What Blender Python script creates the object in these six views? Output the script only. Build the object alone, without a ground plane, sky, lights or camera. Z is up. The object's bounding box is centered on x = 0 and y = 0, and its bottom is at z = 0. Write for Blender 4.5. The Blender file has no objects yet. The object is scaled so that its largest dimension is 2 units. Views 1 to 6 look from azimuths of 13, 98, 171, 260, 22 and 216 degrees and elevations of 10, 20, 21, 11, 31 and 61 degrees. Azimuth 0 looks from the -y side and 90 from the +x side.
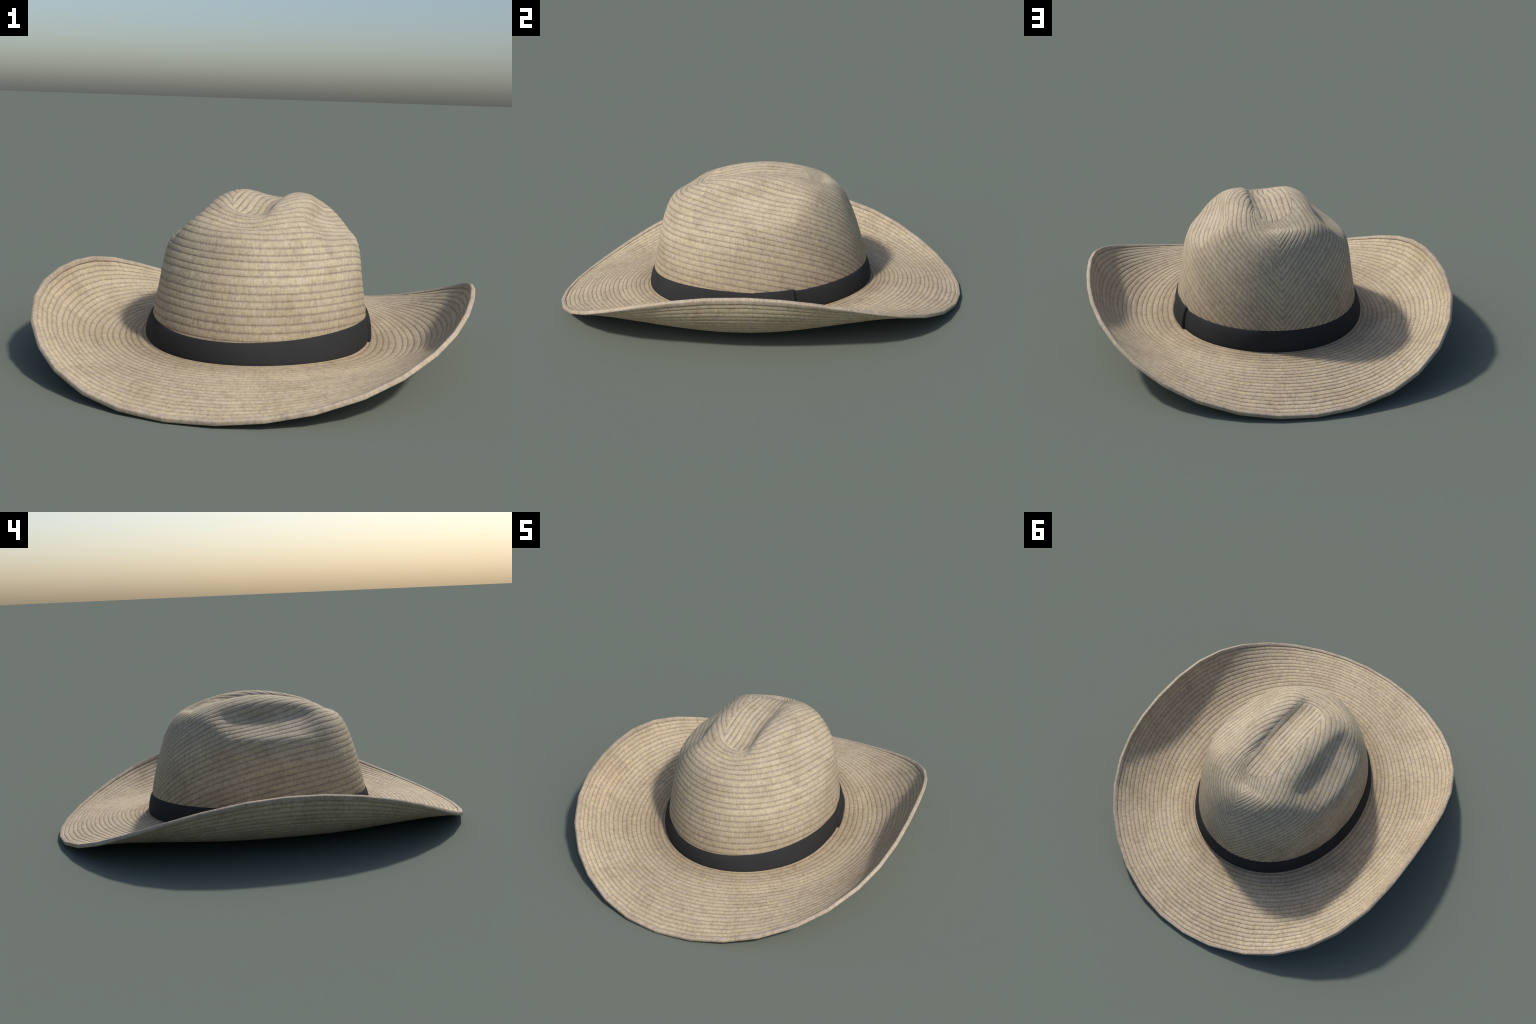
"""A woven straw western hat: a pinched crown sewn from braid rows that meet in a
chevron at the back, a wide brim curled up at both sides, a dark ribbon band."""
import bpy
import math
import numpy as np
from mathutils import Vector
from mathutils.bvhtree import BVHTree

rng = np.random.default_rng(11)
TAU = 2 * math.pi


# ------------------------------------------------------------------ small maths
def fourier(c, th):
    """c = [mean, cos1, sin1, cos2, sin2, ...] evaluated at angles th."""
    y = np.full_like(th, c[0])
    for k in range((len(c) - 1) // 2):
        y = y + c[1 + 2 * k] * np.cos((k + 1) * th) + c[2 + 2 * k] * np.sin((k + 1) * th)
    return y


def bspline_weights(n, v):
    """Clamped uniform cubic B-spline weights of n controls at parameters v in 0..1."""
    k = 3
    kn = np.concatenate([np.zeros(k), np.linspace(0, 1, n - k + 1), np.ones(k)])
    v = np.clip(v, 0, 1 - 1e-9)
    B = [((kn[i] <= v) & (v < kn[i + 1])).astype(float) for i in range(len(kn) - 1)]
    for d in range(1, k + 1):
        N = []
        for i in range(len(kn) - 1 - d):
            a, b = kn[i + d] - kn[i], kn[i + d + 1] - kn[i + 1]
            N.append((0 if a == 0 else (v - kn[i]) / a * B[i]) + (0 if b == 0 else (kn[i + d + 1] - v) / b * B[i + 1]))
        B = N
    return np.stack(B, -1)


def wobble(th, seed, n=5, lo=2, hi=40):
    """Smooth periodic noise in -1..1 along an angle."""
    r = np.random.default_rng(seed)
    y = np.zeros_like(th)
    for _ in range(n):
        y += np.sin(r.integers(lo, hi) * th + r.uniform(0, TAU))
    return y / n


# ------------------------------------------------------------------ nodes
def new_material(name):
    m = bpy.data.materials.new(name)
    m.use_nodes = True
    t = m.node_tree
    return m, t, t.nodes["Principled BSDF"]


def node(t, kind, **props):
    n = t.nodes.new(kind)
    for k, v in props.items():
        setattr(n, k, v)
    return n


def noise(t, vec, scale, detail=3.0, rough=0.55):
    n = node(t, "ShaderNodeTexNoise")
    n.inputs["Scale"].default_value = scale
    n.inputs["Detail"].default_value = detail
    n.inputs["Roughness"].default_value = rough
    t.links.new(vec, n.inputs["Vector"])
    return n.outputs["Fac"]


def ramp(t, fac, stops):
    r = node(t, "ShaderNodeValToRGB")
    e = r.color_ramp.elements
    while len(e) < len(stops):
        e.new(0.5)
    for el, (p, c) in zip(e, stops):
        el.position = p
        el.color = (*c, 1) if len(c) == 3 else (c[0], c[0], c[0], 1)
    t.links.new(fac, r.inputs["Fac"])
    return r.outputs["Color"]


def mix(t, a, b, fac, mode="MIX"):
    m = node(t, "ShaderNodeMix", data_type="RGBA", blend_type=mode)
    for sock, val in ((m.inputs[0], fac), (m.inputs[6], a), (m.inputs[7], b)):
        if hasattr(val, "is_linked"):
            t.links.new(val, sock)
        else:
            sock.default_value = val if isinstance(val, float) else (*val, 1)
    return m.outputs[2]


def straw_material(name, tint, bump=0.35, foot=False):
    """Pale straw braid: mottled light and dark fibres, faint grey stains, fine weave grain."""
    m, t, bsdf = new_material(name)
    obj = node(t, "ShaderNodeTexCoord").outputs["Object"]
    mottle = ramp(t, noise(t, obj, 46.0, 4.0, 0.6), [(0.32, (0.88,)), (0.52, (1.0,)), (0.70, (1.06,))])
    speck = ramp(t, noise(t, obj, 120.0, 2.0, 0.6), [(0.32, (0.84,)), (0.48, (1.0,)), (0.75, (1.05,))])
    cloud = ramp(t, noise(t, obj, 5.0, 3.0, 0.5), [(0.30, (0.91, 0.895, 0.88)), (0.62, (1.03, 1.03, 1.03))])
    stain = ramp(t, noise(t, obj, 10.0, 5.0, 0.65), [(0.30, (0.92, 0.905, 0.885)), (0.50, (1.0, 1.0, 1.0))])
    # some straws have weathered to a greyish lilac
    grey = ramp(t, noise(t, obj, 34.0, 3.0, 0.6), [(0.40, (0.0,)), (0.62, (0.75,))])
    c = mix(t, tint, tuple(a * b for a, b in zip(tint, (0.97, 0.97, 1.12))), grey)
    c = mix(t, c, mottle, 1.0, "MULTIPLY")
    c = mix(t, c, speck, 1.0, "MULTIPLY")
    c = mix(t, c, cloud, 1.0, "MULTIPLY")
    c = mix(t, c, stain, 1.0, "MULTIPLY")
    if foot:
        # occlusion shade painted into the straw beside the band: distance from its oval
        mp = node(t, "ShaderNodeMapping")
        mp.inputs["Scale"].default_value = (1 / 0.45, 1 / 0.55, 0)
        t.links.new(obj, mp.inputs["Vector"])
        ln = node(t, "ShaderNodeVectorMath", operation="LENGTH")
        t.links.new(mp.outputs["Vector"], ln.inputs[0])
        sep = node(t, "ShaderNodeSeparateXYZ")
        t.links.new(obj, sep.inputs[0])
        up = node(t, "ShaderNodeMath", operation="MULTIPLY_ADD")
        t.links.new(sep.outputs["Z"], up.inputs[0])
        up.inputs[1].default_value = 1.3
        up.inputs[2].default_value = -0.2
        hi = node(t, "ShaderNodeMath", operation="MAXIMUM")
        t.links.new(up.outputs[0], hi.inputs[0])
        ab = node(t, "ShaderNodeMath", operation="SUBTRACT")
        t.links.new(ln.outputs["Value"], ab.inputs[0])
        ab.inputs[1].default_value = 1.03
        t.links.new(ab.outputs[0], hi.inputs[1])
        contact_shade = ramp(t, hi.outputs[0], [(0.0, (0.80, 0.77, 0.74)), (0.28, (1.0, 1.0, 1.0))])
        c = mix(t, c, contact_shade, 1.0, "MULTIPLY")
    # cross-weave: short fine streaks that run across each braid, radially on the brim, upright on the crown
    sp = node(t, "ShaderNodeSeparateXYZ")
    t.links.new(obj, sp.inputs[0])
    ang = node(t, "ShaderNodeMath", operation="ARCTAN2")
    t.links.new(sp.outputs["Y"], ang.inputs[0])
    t.links.new(sp.outputs["X"], ang.inputs[1])
    flat = node(t, "ShaderNodeVectorMath", operation="MULTIPLY")
    flat.inputs[1].default_value = (1, 1, 0)
    t.links.new(obj, flat.inputs[0])
    rad = node(t, "ShaderNodeVectorMath", operation="LENGTH")
    t.links.new(flat.outputs[0], rad.inputs[0])
    polar = node(t, "ShaderNodeCombineXYZ")
    t.links.new(ang.outputs[0], polar.inputs[0])
    t.links.new(rad.outputs["Value"], polar.inputs[1])
    t.links.new(sp.outputs["Z"], polar.inputs[2])
    fine = node(t, "ShaderNodeVectorMath", operation="MULTIPLY")
    fine.inputs[1].default_value = (75, 34, 34)
    t.links.new(polar.outputs[0], fine.inputs[0])
    streak = ramp(t, noise(t, fine.outputs[0], 1.0, 2.0, 0.55), [(0.30, (0.83,)), (0.50, (1.0,)), (0.72, (1.09,))])
    c = mix(t, c, streak, 1.0, "MULTIPLY")
    row = node(t, "ShaderNodeObjectInfo").outputs["Random"]
    shade = ramp(t, row, [(0.0, (0.95, 0.945, 0.94)), (1.0, (1.04, 1.035, 1.02))])
    c = mix(t, c, shade, 1.0, "MULTIPLY")
    t.links.new(c, bsdf.inputs["Base Color"])
    bsdf.inputs["Roughness"].default_value = 0.75
    bsdf.inputs["Specular IOR Level"].default_value = 0.18
    b = node(t, "ShaderNodeBump")
    b.inputs["Strength"].default_value = bump
    b.inputs["Distance"].default_value = 0.004
    t.links.new(noise(t, obj, 105.0, 3.0, 0.6), b.inputs["Height"])
    t.links.new(b.outputs["Normal"], bsdf.inputs["Normal"])
    return m


def ribbon_material(name):
    m, t, bsdf = new_material(name)
    obj = node(t, "ShaderNodeTexCoord").outputs["Object"]
    c = ramp(t, noise(t, obj, 7.0, 2.0), [(0.3, (0.026, 0.026, 0.0265)), (0.7, (0.029, 0.029, 0.0295))])
    t.links.new(c, bsdf.inputs["Base Color"])
    bsdf.inputs["Roughness"].default_value = 0.8
    bsdf.inputs["Specular IOR Level"].default_value = 0.10
    return m


STRAW = (0.485, 0.410, 0.278)
BRIM_TINT = (1.045, 1.022, 0.985)


def tinted(c, k):
    return tuple(a * b for a, b in zip(c, k))


def stitched(c, f):
    """Straw colour darkened for the shade in the groove between two braids."""
    return tuple(a * (1 - f) + g * f for a, g in zip(c, (0.27, 0.212, 0.160)))


SHADES = (("straw", 0.0), ("braid_shoulder", 0.2), ("braid_edge", 0.47), ("groove_shade", 0.72))  # same straw in darker steps, grading soft shadow into each groove
crown_straw = [straw_material("crown_" + n_, stitched(STRAW, f_), foot=True) for n_, f_ in SHADES]
brim_straw = [straw_material("brim_" + n_, tinted(stitched(STRAW, f_), BRIM_TINT), foot=True) for n_, f_ in SHADES]
rim_straw = straw_material("rim_straw", (0.465, 0.385, 0.275))
lining_straw = straw_material("lining_straw", (0.42, 0.34, 0.23))
ribbon = ribbon_material("black_ribbon")


# ------------------------------------------------------------------ mesh helpers
def make_object(name, verts, faces, mats, parent, mat_index=None, flip=False):
    me = bpy.data.meshes.new(name)
    v = np.asarray(verts, float)
    f = np.asarray(faces, int)
    if flip:
        f = f[:, ::-1]
    me.from_pydata(v.tolist(), [], f.tolist())
    for m in mats if isinstance(mats, list) else [mats]:
        me.materials.append(m)
    if mat_index is not None:
        me.polygons.foreach_set("material_index", np.asarray(mat_index, np.int32))
    me.polygons.foreach_set("use_smooth", np.ones(len(me.polygons), bool))
    me.validate()
    me.update()
    o = bpy.data.objects.new(name, me)
    bpy.context.scene.collection.objects.link(o)
    o.parent = parent
    return o


def grid_faces(nr, nc, closed_c=True, closed_r=False):
    i = np.arange(nr if closed_r else nr - 1)[:, None]
    j = np.arange(nc if closed_c else nc - 1)[None]
    i2, j2 = (i + 1) % nr, (j + 1) % nc
    return np.stack([i * nc + j, i * nc + j2, i2 * nc + j2, i2 * nc + j], -1).reshape(-1, 4)


hat = bpy.data.objects.new("straw_hat", None)
bpy.context.scene.collection.objects.link(hat)
hat["label"] = "pale woven straw cowboy hat with dark ribbon band"
hat["category"] = "hat"

# ------------------------------------------------------------------ guiding curves
RIM_R = [0.9361, -0.0018, -0.0014, -0.0751, -0.0014, 0.0037, 0.0021, -0.0175, -0.0002, 0.0003, -0.0004, -0.003, 0.0007]
RIM_Z = [0.1534, 0.0025, 0.0012, 0.1477, -0.0004, -0.0025, 0.0009, 0.0003, 0.0013, 0.002, 0.0002, -0.0047, -0.0006]
BAND_TOP_R = [0.4789, 0.0008, 0.0041, -0.0479, -0.006, -0.0046, -0.0055]
BAND_TOP_Z = [0.1593, -0.002, 0.009, -0.0006, -0.0025, -0.0028, -0.0054]
BAND_LOW_R = [0.5004, -0.0056, 0.0018, -0.0526, -0.002, -0.0053, -0.0005]
BAND_LOW_Z = [0.0726, -0.0107, 0.0036, -0.0024, -0.0019, -0.0073, -0.0012]
# azimuths of the flats of the rim: the brim is a many-sided polygon, not a true oval
FLATS = np.radians([4, 14, 22, 31, 40, 48.5, 57, 66, 76, 85, 94, 103, 114, 123, 133, 143, 154, 166, 177, 188, 199, 209,
                    219, 229, 237.5, 247, 256, 265.5, 275, 284, 293, 303, 312, 322, 331, 341, 352])
FACET = 0.85


def curl(th, t):
    """Mid surface of the brim at azimuth th and fraction t from the crown (0) to the rim (1)."""
    r0, z0 = fourier(BAND_LOW_R, th) - 0.012, fourier(BAND_LOW_Z, th) - 0.006
    r1, z1 = fourier(RIM_R, th), fourier(RIM_Z, th)
    # the section is an arc: it dips away from the crown, then curls up (most at the two sides)
    dip = -0.15 - 0.17 * np.cos(2 * th) + 0.05 * np.cos(th)
    end = 2 * np.arctan2(z1 - z0, r1 - r0) - dip
    turn = np.where(np.abs(end - dip) < 1e-4, 1e-4, end - dip)
    R = np.hypot(r1 - r0, z1 - z0) / (2 * np.sin(turn / 2))
    a = dip + turn * t
    return r0 + R * (np.sin(a) - np.sin(dip)), z0 + R * (np.cos(dip) - np.cos(a)), a


def brim_point(th, t, off):
    """Point at height off above the mid surface, with the rim's flats between the columns."""
    def at(a):
        r, z, s = curl(a, t)
        r, z = r - off * np.sin(s), z + off * np.cos(s)
        return np.stack(np.broadcast_arrays(r * np.cos(a), r * np.sin(a), z), -1)
    k = np.searchsorted(FLATS, th, side="right") - 1
    a = FLATS[k]
    b = FLATS[(k + 1) % len(FLATS)]
    a = np.where(k < 0, a - TAU, a)
    b = np.where(b < a, b + TAU, b)
    w = np.clip((th - a) / (b - a), 0, 1)
    # keep the azimuth spacing, take the radius and height of the chord
    flat = at(a) * (1 - w)[..., None] + at(b) * w[..., None]
    w2 = FACET * np.clip(t, 0, 1)[..., None] if np.ndim(t) else FACET * t
    return flat * w2 + at(th) * (1 - w2)


# ------------------------------------------------------------------ brim, row by row
BRIM_ROWS = 20
T_RIM = 0.95
COLS = 720
THC = np.linspace(0, TAU, COLS, endpoint=False)
edges = np.linspace(0, 1, BRIM_ROWS + 1)
edges[1:-1] += rng.uniform(-0.10, 0.10, BRIM_ROWS - 1) / BRIM_ROWS
edges = edges * T_RIM
HALF = 0.0068
U = np.array([0, 0.035, 0.075, 0.13, 0.21, 0.35, 0.5, 0.65, 0.79, 0.87, 0.925, 0.965, 1.0])
UMAT = [3, 2, 2, 1, 0, 0, 0, 0, 1, 2, 2, 3]


def braid_profile(u, lean=0.25):
    """Cross-section of one braid: quick rise from the stitched groove, flat back, slight lean."""
    y = 1 - np.abs(2 * u - 1) ** 3.2
    return y * (1 + lean * (u - 0.5))


# brim core, a closed slab just under the braid
ts = np.linspace(0, T_RIM + 0.01, 24)
ta = np.linspace(0, TAU, 180, endpoint=False)
A, Tt = np.meshgrid(ta, ts)
top = brim_point(A, Tt, HALF - 0.0032).reshape(-1, 3)
low = brim_point(A, Tt, -HALF + 0.0035).reshape(-1, 3)
n = len(top)
f1 = grid_faces(len(ts), len(ta))
i = np.arange(len(ta))
i2 = (i + 1) % len(ta)
last = (len(ts) - 1) * len(ta)
sides = np.vstack([np.stack([i2, i, i + n, i2 + n], -1), np.stack([last + i, last + i2, last + i2 + n, last + i + n], -1)])
brim = make_object("brim", np.vstack([top, low]), np.vstack([f1[:, ::-1], f1 + n, sides]), lining_straw, hat)

for k in range(BRIM_ROWS):
    amp = 0.0022 * rng.uniform(0.85, 1.15)
    shift0, shift1 = 0.0016 * wobble(THC, 100 + k, 6, 3, 60), 0.0016 * wobble(THC, 101 + k, 6, 3, 60)
    e0, e1 = edges[k] + (shift0 if k else 0), edges[k + 1] + (shift1 if k < BRIM_ROWS - 1 else 0)
    u = U[:, None]
    t = e0 + (e1 - e0) * u
    th = np.broadcast_to(THC[None], t.shape)
    weave = 1 + 0.16 * wobble(THC, 300 + k, 8, 60, 200)[None]
    prof = amp * braid_profile(u) * weave
    vt = brim_point(th, t, HALF - 0.0026 + prof).reshape(-1, 3)
    vl = brim_point(th, t, -(HALF - 0.0026 + 0.9 * amp * braid_profile(u, -0.25) * weave)).reshape(-1, 3)
    f = grid_faces(len(U), COLS)
    mi = np.repeat(UMAT, COLS)
    make_object("braid_row", np.vstack([vt, vl]), np.vstack([f[:, ::-1], f + len(vt)]), brim_straw, brim, np.concatenate([mi, mi]))

# rolled edge of the brim: a rounded-square cord along the rim
sec = []
for a in np.linspace(0, TAU, 24, endpoint=False):
    c, s = math.cos(a), math.sin(a)
    sec.append((math.copysign(abs(c) ** 0.5, c), math.copysign(abs(s) ** 0.5, s)))
sec = np.array(sec)
tw = 1.0 - T_RIM
th = np.broadcast_to(THC[None], (len(sec), COLS))
tt = (T_RIM + tw / 2) + (tw / 2 - 0.001) * sec[:, :1] + 0 * th
off = 0.0098 * sec[:, 1:] * (1 + 0.03 * wobble(THC, 9, 8, 40, 160)[None])
make_object("rim_edge", brim_point(th, tt, off).reshape(-1, 3), grid_faces(len(sec), COLS, True, True)[:, ::-1], rim_straw, brim)

# ------------------------------------------------------------------ crown surface: a loft through rings
# each ring: half width x, half length y, centre x, centre y, height,
# height change with cos a, sin a, cos 2a, cos 4a, squareness, height with sin 3a
RINGS = np.array([
    [0.4346, 0.5412, -0.0017, 0.0036, 0.0713, -0.0005, -0.0003, 0.0002, -0.0003, 0.0036, -0.0005],  # base
    [0.4295, 0.5356, -0.0010, 0.0025, 0.1645, 0.0004, 0.0079, -0.0022, -0.0002, -0.0016, -0.0017],  # over the band
    [0.4026, 0.4885, -0.0008, 0.0038, 0.3305, 0.0022, 0.0178, -0.0461, 0.0163, -0.0215, 0.0113],  # wall
    [0.3998, 0.4283, 0.0020, -0.0005, 0.4538, 0.0004, 0.0211, -0.0545, 0.0157, -0.0175, 0.0122],  # shoulder
    [0.3493, 0.3747, -0.0018, -0.0002, 0.5298, -0.0018, 0.0179, -0.0318, -0.0065, -0.0410, 0.0004],  # above the shoulder
    [0.2544, 0.3359, 0.0003, -0.0006, 0.5811, -0.0015, 0.0110, 0.0202, -0.0115, -0.0359, -0.0037],  # upper slope
    [0.1259, 0.3033, 0.0312, 0.0019, 0.6154, -0.0074, 0.0036, 0.0377, 0.0037, -0.0135, 0.0052],  # crests
    [0.0000, 0.2150, 0.0780, 0.0100, 0.6214, 0.0000, 0.0036, 0.0100, 0.0000, -0.0014, -0.0029],  # fold line
])


def crown_rings(th):
    out = []
    for ax, ay, cx, cy, z0, zx, zs, zc, z4, q, s3 in RINGS:
        m = 1 + q * np.cos(4 * th)
        out.append(np.stack([cx + ax * m * np.cos(th), cy + ay * m * np.sin(th),
                             z0 + zx * np.cos(th) + zs * np.sin(th) + zc * np.cos(2 * th) + z4 * np.cos(4 * th) + s3 * np.sin(3 * th)], -1))
    return np.array(out)


def smooth(x):
    x = np.clip(x, 0, 1)
    return x * x * (3 - 2 * x)


def push_in(S):
    """Press the fingers' hollows into both sides of the crown and the crease along its top."""
    S = S.copy()
    for side, depth, steep, half in ((-1, HOLLOW_LEFT, 0.058, 0.225), (1, HOLLOW_RIGHT, 0.062, 0.22)):
        d = (side * S[..., 0] - S[..., 2] - 0.237 + 0.543) * 0.7071     # distance down the slope from the valley
        g = depth * np.exp(-(d / np.where(d < 0, steep, 0.115)) ** 2) - 0.007 * np.exp(-((d - 0.145) / 0.036) ** 2)   # hollow, and its lip
        g = g / (1 + (np.abs(S[..., 1]) / half) ** 8)
        g = g * smooth(side * S[..., 0] / 0.1)
        S[..., 0] -= side * g * 0.7071
        S[..., 2] -= g * 0.7071
    x, y = S[..., 0], S[..., 1]
    depth = (0.040 - 0.04 * y) * smooth((y + 0.34) / 0.19) * smooth((0.36 - y) / 0.24)
    u = x - 0.035                                                      # the crease runs right of the middle
    w = 0.047 + 0.05 * np.clip(y + 0.15, 0, 0.4)
    # a gentle slope on the left, a short steep wall with a fold on the right that softens backwards
    sh = np.where(u < 0, smooth(1 + u / 0.17), 0.35 * np.clip(1 - (np.abs(u) / w) ** 1.7, 0, 1) + 0.65 * smooth(1 - np.abs(u) / (1.45 * w)))
    S[..., 2] -= depth * sh * smooth((S[..., 2] - 0.45) / 0.08)
    return S


HOLLOW_LEFT, HOLLOW_RIGHT = 0.046, 0.040
NV = 400
CC = 900
THK = np.linspace(0, TAU, CC, endpoint=False) + TAU * 0.25     # starts on the back seam
SURF = push_in(np.einsum("vk,kta->vta", bspline_weights(len(RINGS), np.linspace(0, 1, NV)), crown_rings(THK)))
dth = np.roll(SURF, -1, 1) - np.roll(SURF, 1, 1)
dv = np.gradient(SURF, axis=0)
NRM = np.cross(dth, dv)
NRM /= np.linalg.norm(NRM, axis=-1, keepdims=True) + 1e-12
NRM = np.where((NRM[..., 2:] < -0.3) & (np.arange(NV)[:, None, None] > NV * 0.6), -NRM, NRM)
ARC = np.concatenate([np.zeros((1, CC)), np.cumsum(np.linalg.norm(np.diff(SURF, axis=0), axis=-1), 0)])

# rows lie level at the front and fall away towards the back seam, where they meet in a V
phi = np.abs((THK + TAU / 4 + math.pi) % TAU - math.pi)          # 0 at the front, pi at the back seam
FALL = 0.465 * (phi / math.pi) ** 3.6
PITCH = 0.0283
ROW = ARC + FALL
ROW = np.maximum.accumulate(ROW, axis=0) + np.arange(NV)[:, None] * 1e-6
s_max = ROW[-1].max()

# lining: the plain inside shell of the crown
step_c, step_v = 6, 8
lin = (SURF - 0.006 * NRM)[::step_v, ::step_c]
crown = make_object("crown", lin.reshape(-1, 3), grid_faces(lin.shape[0], lin.shape[1]), lining_straw, hat)


def on_crown(s, col):
    """Point and normal where the row coordinate is s on column col."""
    x = np.interp(s, ROW[:, col], np.arange(NV))
    i0 = np.clip(np.floor(x).astype(int), 0, NV - 2)
    w = (x - i0)[:, None]
    return SURF[i0, col] * (1 - w) + SURF[i0 + 1, col] * w, NRM[i0, col] * (1 - w) + NRM[i0 + 1, col] * w


# the floor of the crease is a panel of its own: straight rows running front to back,
# let in between the left crest and the fold
PANEL_X = np.array([-0.105, -0.087, -0.073, -0.016, 0.011, 0.026, 0.066, 0.080])
PANEL_FRONT = np.array([-0.100, -0.180, -0.226, -0.249, -0.257, -0.258, -0.236, -0.222])
PANEL_BACK = np.array([0.060, 0.200, 0.240, 0.272, 0.281, 0.279, 0.250, 0.225])


def in_panel(x, y, gap):
    return (x > PANEL_X[0] + gap) & (x < PANEL_X[-1] - gap) & (y > np.interp(x, PANEL_X, PANEL_FRONT) + gap) & (y < np.interp(x, PANEL_X, PANEL_BACK) - gap)


n_rows = int(math.ceil(s_max / PITCH))
row_edges = np.arange(n_rows + 1) * PITCH
row_edges[1:-1] += rng.uniform(-0.13, 0.13, n_rows - 1) * PITCH
for k in range(n_rows):
    amp = 0.0019 * rng.uniform(0.85, 1.15)
    e0 = row_edges[k] + 0.0007 * wobble(THK, 500 + k, 6, 3, 60)
    e1 = row_edges[k + 1] + 0.0007 * wobble(THK, 501 + k, 6, 3, 60)
    weave = 1 + 0.16 * wobble(THK, 700 + k, 8, 60, 220)
    P = np.empty((len(U), CC, 3))
    arc = np.empty((len(U), CC))
    for c in range(CC):
        s = e0[c] + (e1[c] - e0[c]) * U
        arc[:, c] = np.clip(s, ROW[0, c], ROW[-1, c])
        p, nn = on_crown(arc[:, c], c)
        P[:, c] = p + nn * (amp * braid_profile(U) * weave[c])[:, None]
    f = grid_faces(len(U), CC)
    af = arc.reshape(-1)[f]
    ok = (af.max(1) - af.min(1)) > 1e-4
    mid = P.reshape(-1, 3)[f].mean(1)
    ok &= ~((mid[:, 2] > 0.5) & in_panel(mid[:, 0], mid[:, 1], 0.003))
    if ok.sum() < 30:
        continue
    mi = np.repeat(UMAT, CC)[ok]
    f = f[ok]
    used, inv = np.unique(f, return_inverse=True)
    make_object("braid_row", P.reshape(-1, 3)[used], inv.reshape(-1, 4), crown_straw, crown, mi)


tree = BVHTree.FromPolygons(SURF.reshape(-1, 3).tolist(), grid_faces(NV, CC).tolist())


def top_height(x, y):
    hit = tree.ray_cast(Vector((x, y, 1.0)), Vector((0, 0, -1)))[0]
    return hit.z if hit else 0.6


xs = np.linspace(PANEL_X[0], PANEL_X[-1], 9)
xs[1:-1] += rng.uniform(-0.001, 0.001, 7)
PN = 170
for k in range(len(xs) - 1):
    amp = 0.0024 * rng.uniform(0.85, 1.15)
    weave = 1 + 0.16 * wobble(np.linspace(0, 2, PN), 900 + k, 8, 20, 60)
    x = xs[k] + (xs[k + 1] - xs[k]) * U
    y0, y1 = np.interp(x, PANEL_X, PANEL_FRONT), np.interp(x, PANEL_X, PANEL_BACK)
    P = np.empty((len(U), PN, 3))
    for i_ in range(len(U)):
        yy = np.linspace(y0[i_], y1[i_], PN)
        xx = x[i_] + 0.0012 * np.sin(3 + 7 * k + 25 * yy) * (0 < k)
        zz = np.array([top_height(p, q) for p, q in zip(xx, yy)])
        ends = smooth(np.minimum(yy - y0[i_], y1[i_] - yy) / 0.012)
        P[i_, :, 0], P[i_, :, 1] = xx, yy
        P[i_, :, 2] = zz + 0.0006 + amp * braid_profile(U[i_]) * weave * (0.35 + 0.65 * ends)
    f = grid_faces(len(U), PN, False)
    make_object("braid_row", P.reshape(-1, 3), f, crown_straw, crown, np.repeat(UMAT, PN - 1), flip=True)


# ------------------------------------------------------------------ ribbon band
AZ = np.linspace(0, TAU, 720, endpoint=False)
foot = SURF[: NV // 3]
foot_az, foot_r = np.arctan2(foot[..., 1], foot[..., 0]) % TAU, np.hypot(foot[..., 0], foot[..., 1])
foot_r = np.array([np.interp(AZ, *(lambda o, k=k: (foot_az[k, o], foot_r[k, o]))(np.argsort(foot_az[k])), period=TAU) for k in range(len(foot))])
foot_z = np.array([np.interp(AZ, *(lambda o, k=k: (foot_az[k, o], foot[k, o, 2]))(np.argsort(foot_az[k])), period=TAU) for k in range(len(foot))])
top_z, low_z = fourier(BAND_TOP_Z, AZ) + 0.003 * np.maximum(-np.sin(AZ), 0), fourier(BAND_LOW_Z, AZ)
top_r = np.array([np.interp(z, foot_z[:, k], foot_r[:, k]) for k, z in enumerate(top_z)]) + 0.0045
low_r = np.maximum(fourier(BAND_LOW_R, AZ), np.array([np.interp(z, foot_z[:, k], foot_r[:, k]) for k, z in enumerate(low_z)]) + 0.007)


def band_point(th, h, out):
    """h = 0 at the lower edge, 1 at the upper edge; out = distance from the band's face."""
    on = lambda table: np.interp(th % TAU, AZ, table, period=TAU)
    r = on(low_r) * (1 - h) + on(top_r) * h
    z = on(low_z) * (1 - h) + on(top_z) * h
    r = r + 0.005 * np.sin(np.pi * np.clip(h, 0, 1)) + out
    return np.stack([r * np.cos(th), r * np.sin(th), z], -1)


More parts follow.
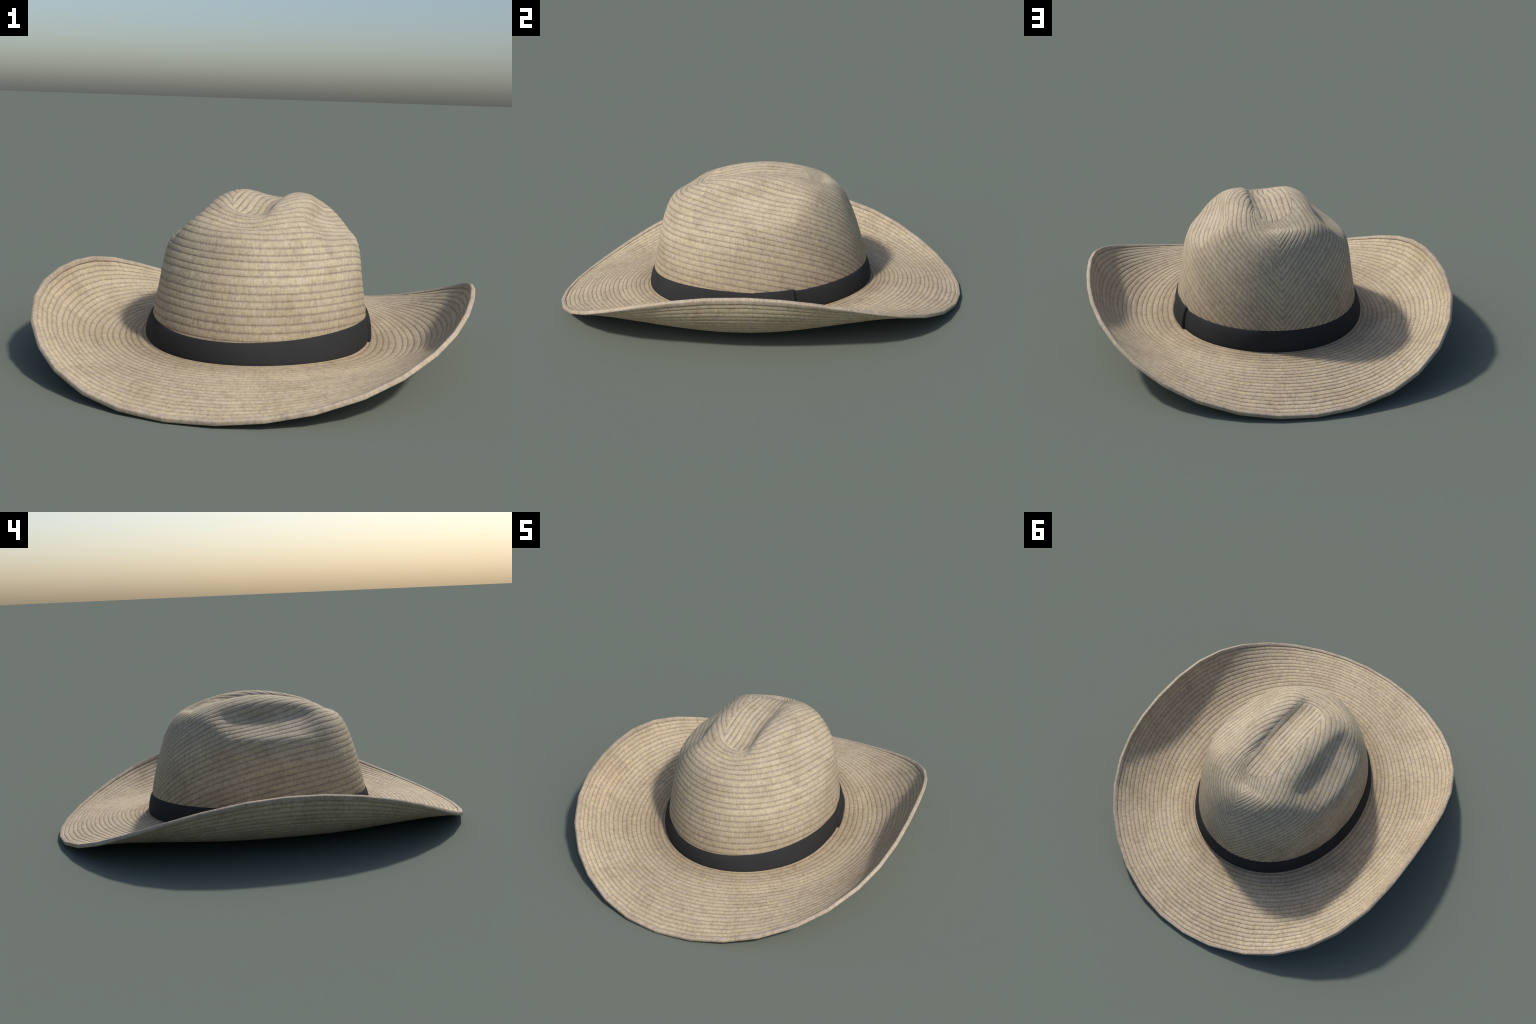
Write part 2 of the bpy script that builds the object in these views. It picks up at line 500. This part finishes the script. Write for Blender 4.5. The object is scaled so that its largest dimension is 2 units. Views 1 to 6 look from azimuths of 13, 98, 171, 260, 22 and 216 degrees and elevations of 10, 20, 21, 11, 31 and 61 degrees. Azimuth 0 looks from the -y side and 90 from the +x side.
def rounded_section(h0, h1, d0, d1, n=40, power=0.35):
    a = np.linspace(0, TAU, n, endpoint=False)
    c, s = np.cos(a), np.sin(a)
    sq = lambda v: np.sign(v) * np.abs(v) ** power
    return (h0 + h1) / 2 + (h1 - h0) / 2 * sq(s), (d0 + d1) / 2 + (d1 - d0) / 2 * sq(c)


hh, oo = rounded_section(-0.03, 1.0, -0.014, 0.001)
tb = np.linspace(0, TAU, 360, endpoint=False)
th = np.broadcast_to(tb[None], (len(hh), len(tb)))
band = make_object("hatband", band_point(th, hh[:, None] + 0 * th, oo[:, None] + 0 * th).reshape(-1, 3),
                   grid_faces(len(hh), len(tb), True, True), ribbon, hat, flip=True)

# the sewn lap of the ribbon on the right side: thin at the front, thick at its back end
t0, t1 = math.radians(4.0), math.radians(28.3)
nk = 48
w = np.linspace(0, 1, nk)
ends = np.clip(np.minimum(w, 1 - w) / 0.035, 0, 1)
ends = np.sqrt(1 - (1 - ends) ** 2)
rows_ = []
for j in range(nk):
    hh, oo = rounded_section(-0.05, 1.02 + 0.06 * w[j], 0.0, 1.0, 40, 0.4)
    low_lift, top_lift = 0.0135 - 0.001 * w[j], 0.0075 + 0.002 * w[j]      # it stands away most at its lower edge
    oo = -0.012 + oo * (0.012 + low_lift + (top_lift - low_lift) * np.clip(hh, 0, 1))
    mid = 0.5
    hh = mid + (hh - mid) * (0.97 + 0.03 * ends[j])
    oo = -0.012 + (oo + 0.012) * (0.55 + 0.45 * ends[j])
    a = np.full_like(hh, t0 + (t1 - t0) * w[j])
    rows_.append(band_point(a, hh, oo))
R_ = np.array(rows_)
f = grid_faces(nk, R_.shape[1], True, False)
v = R_.reshape(-1, 3)
caps_v = np.array([R_[0].mean(0), R_[-1].mean(0)])
m_ = R_.shape[1]
j = np.arange(m_)
me_faces = f.tolist() + [[len(v), int((q + 1) % m_), int(q)] for q in j] + [[len(v) + 1, int((nk - 1) * m_ + q), int((nk - 1) * m_ + (q + 1) % m_)] for q in j]
me = bpy.data.meshes.new("ribbon_lap")
me.from_pydata(np.vstack([v, caps_v]).tolist(), [], me_faces)
me.materials.append(ribbon)
me.polygons.foreach_set("use_smooth", np.ones(len(me.polygons), bool))
me.update()
lap = bpy.data.objects.new("ribbon_lap", me)
bpy.context.scene.collection.objects.link(lap)
lap.parent = band
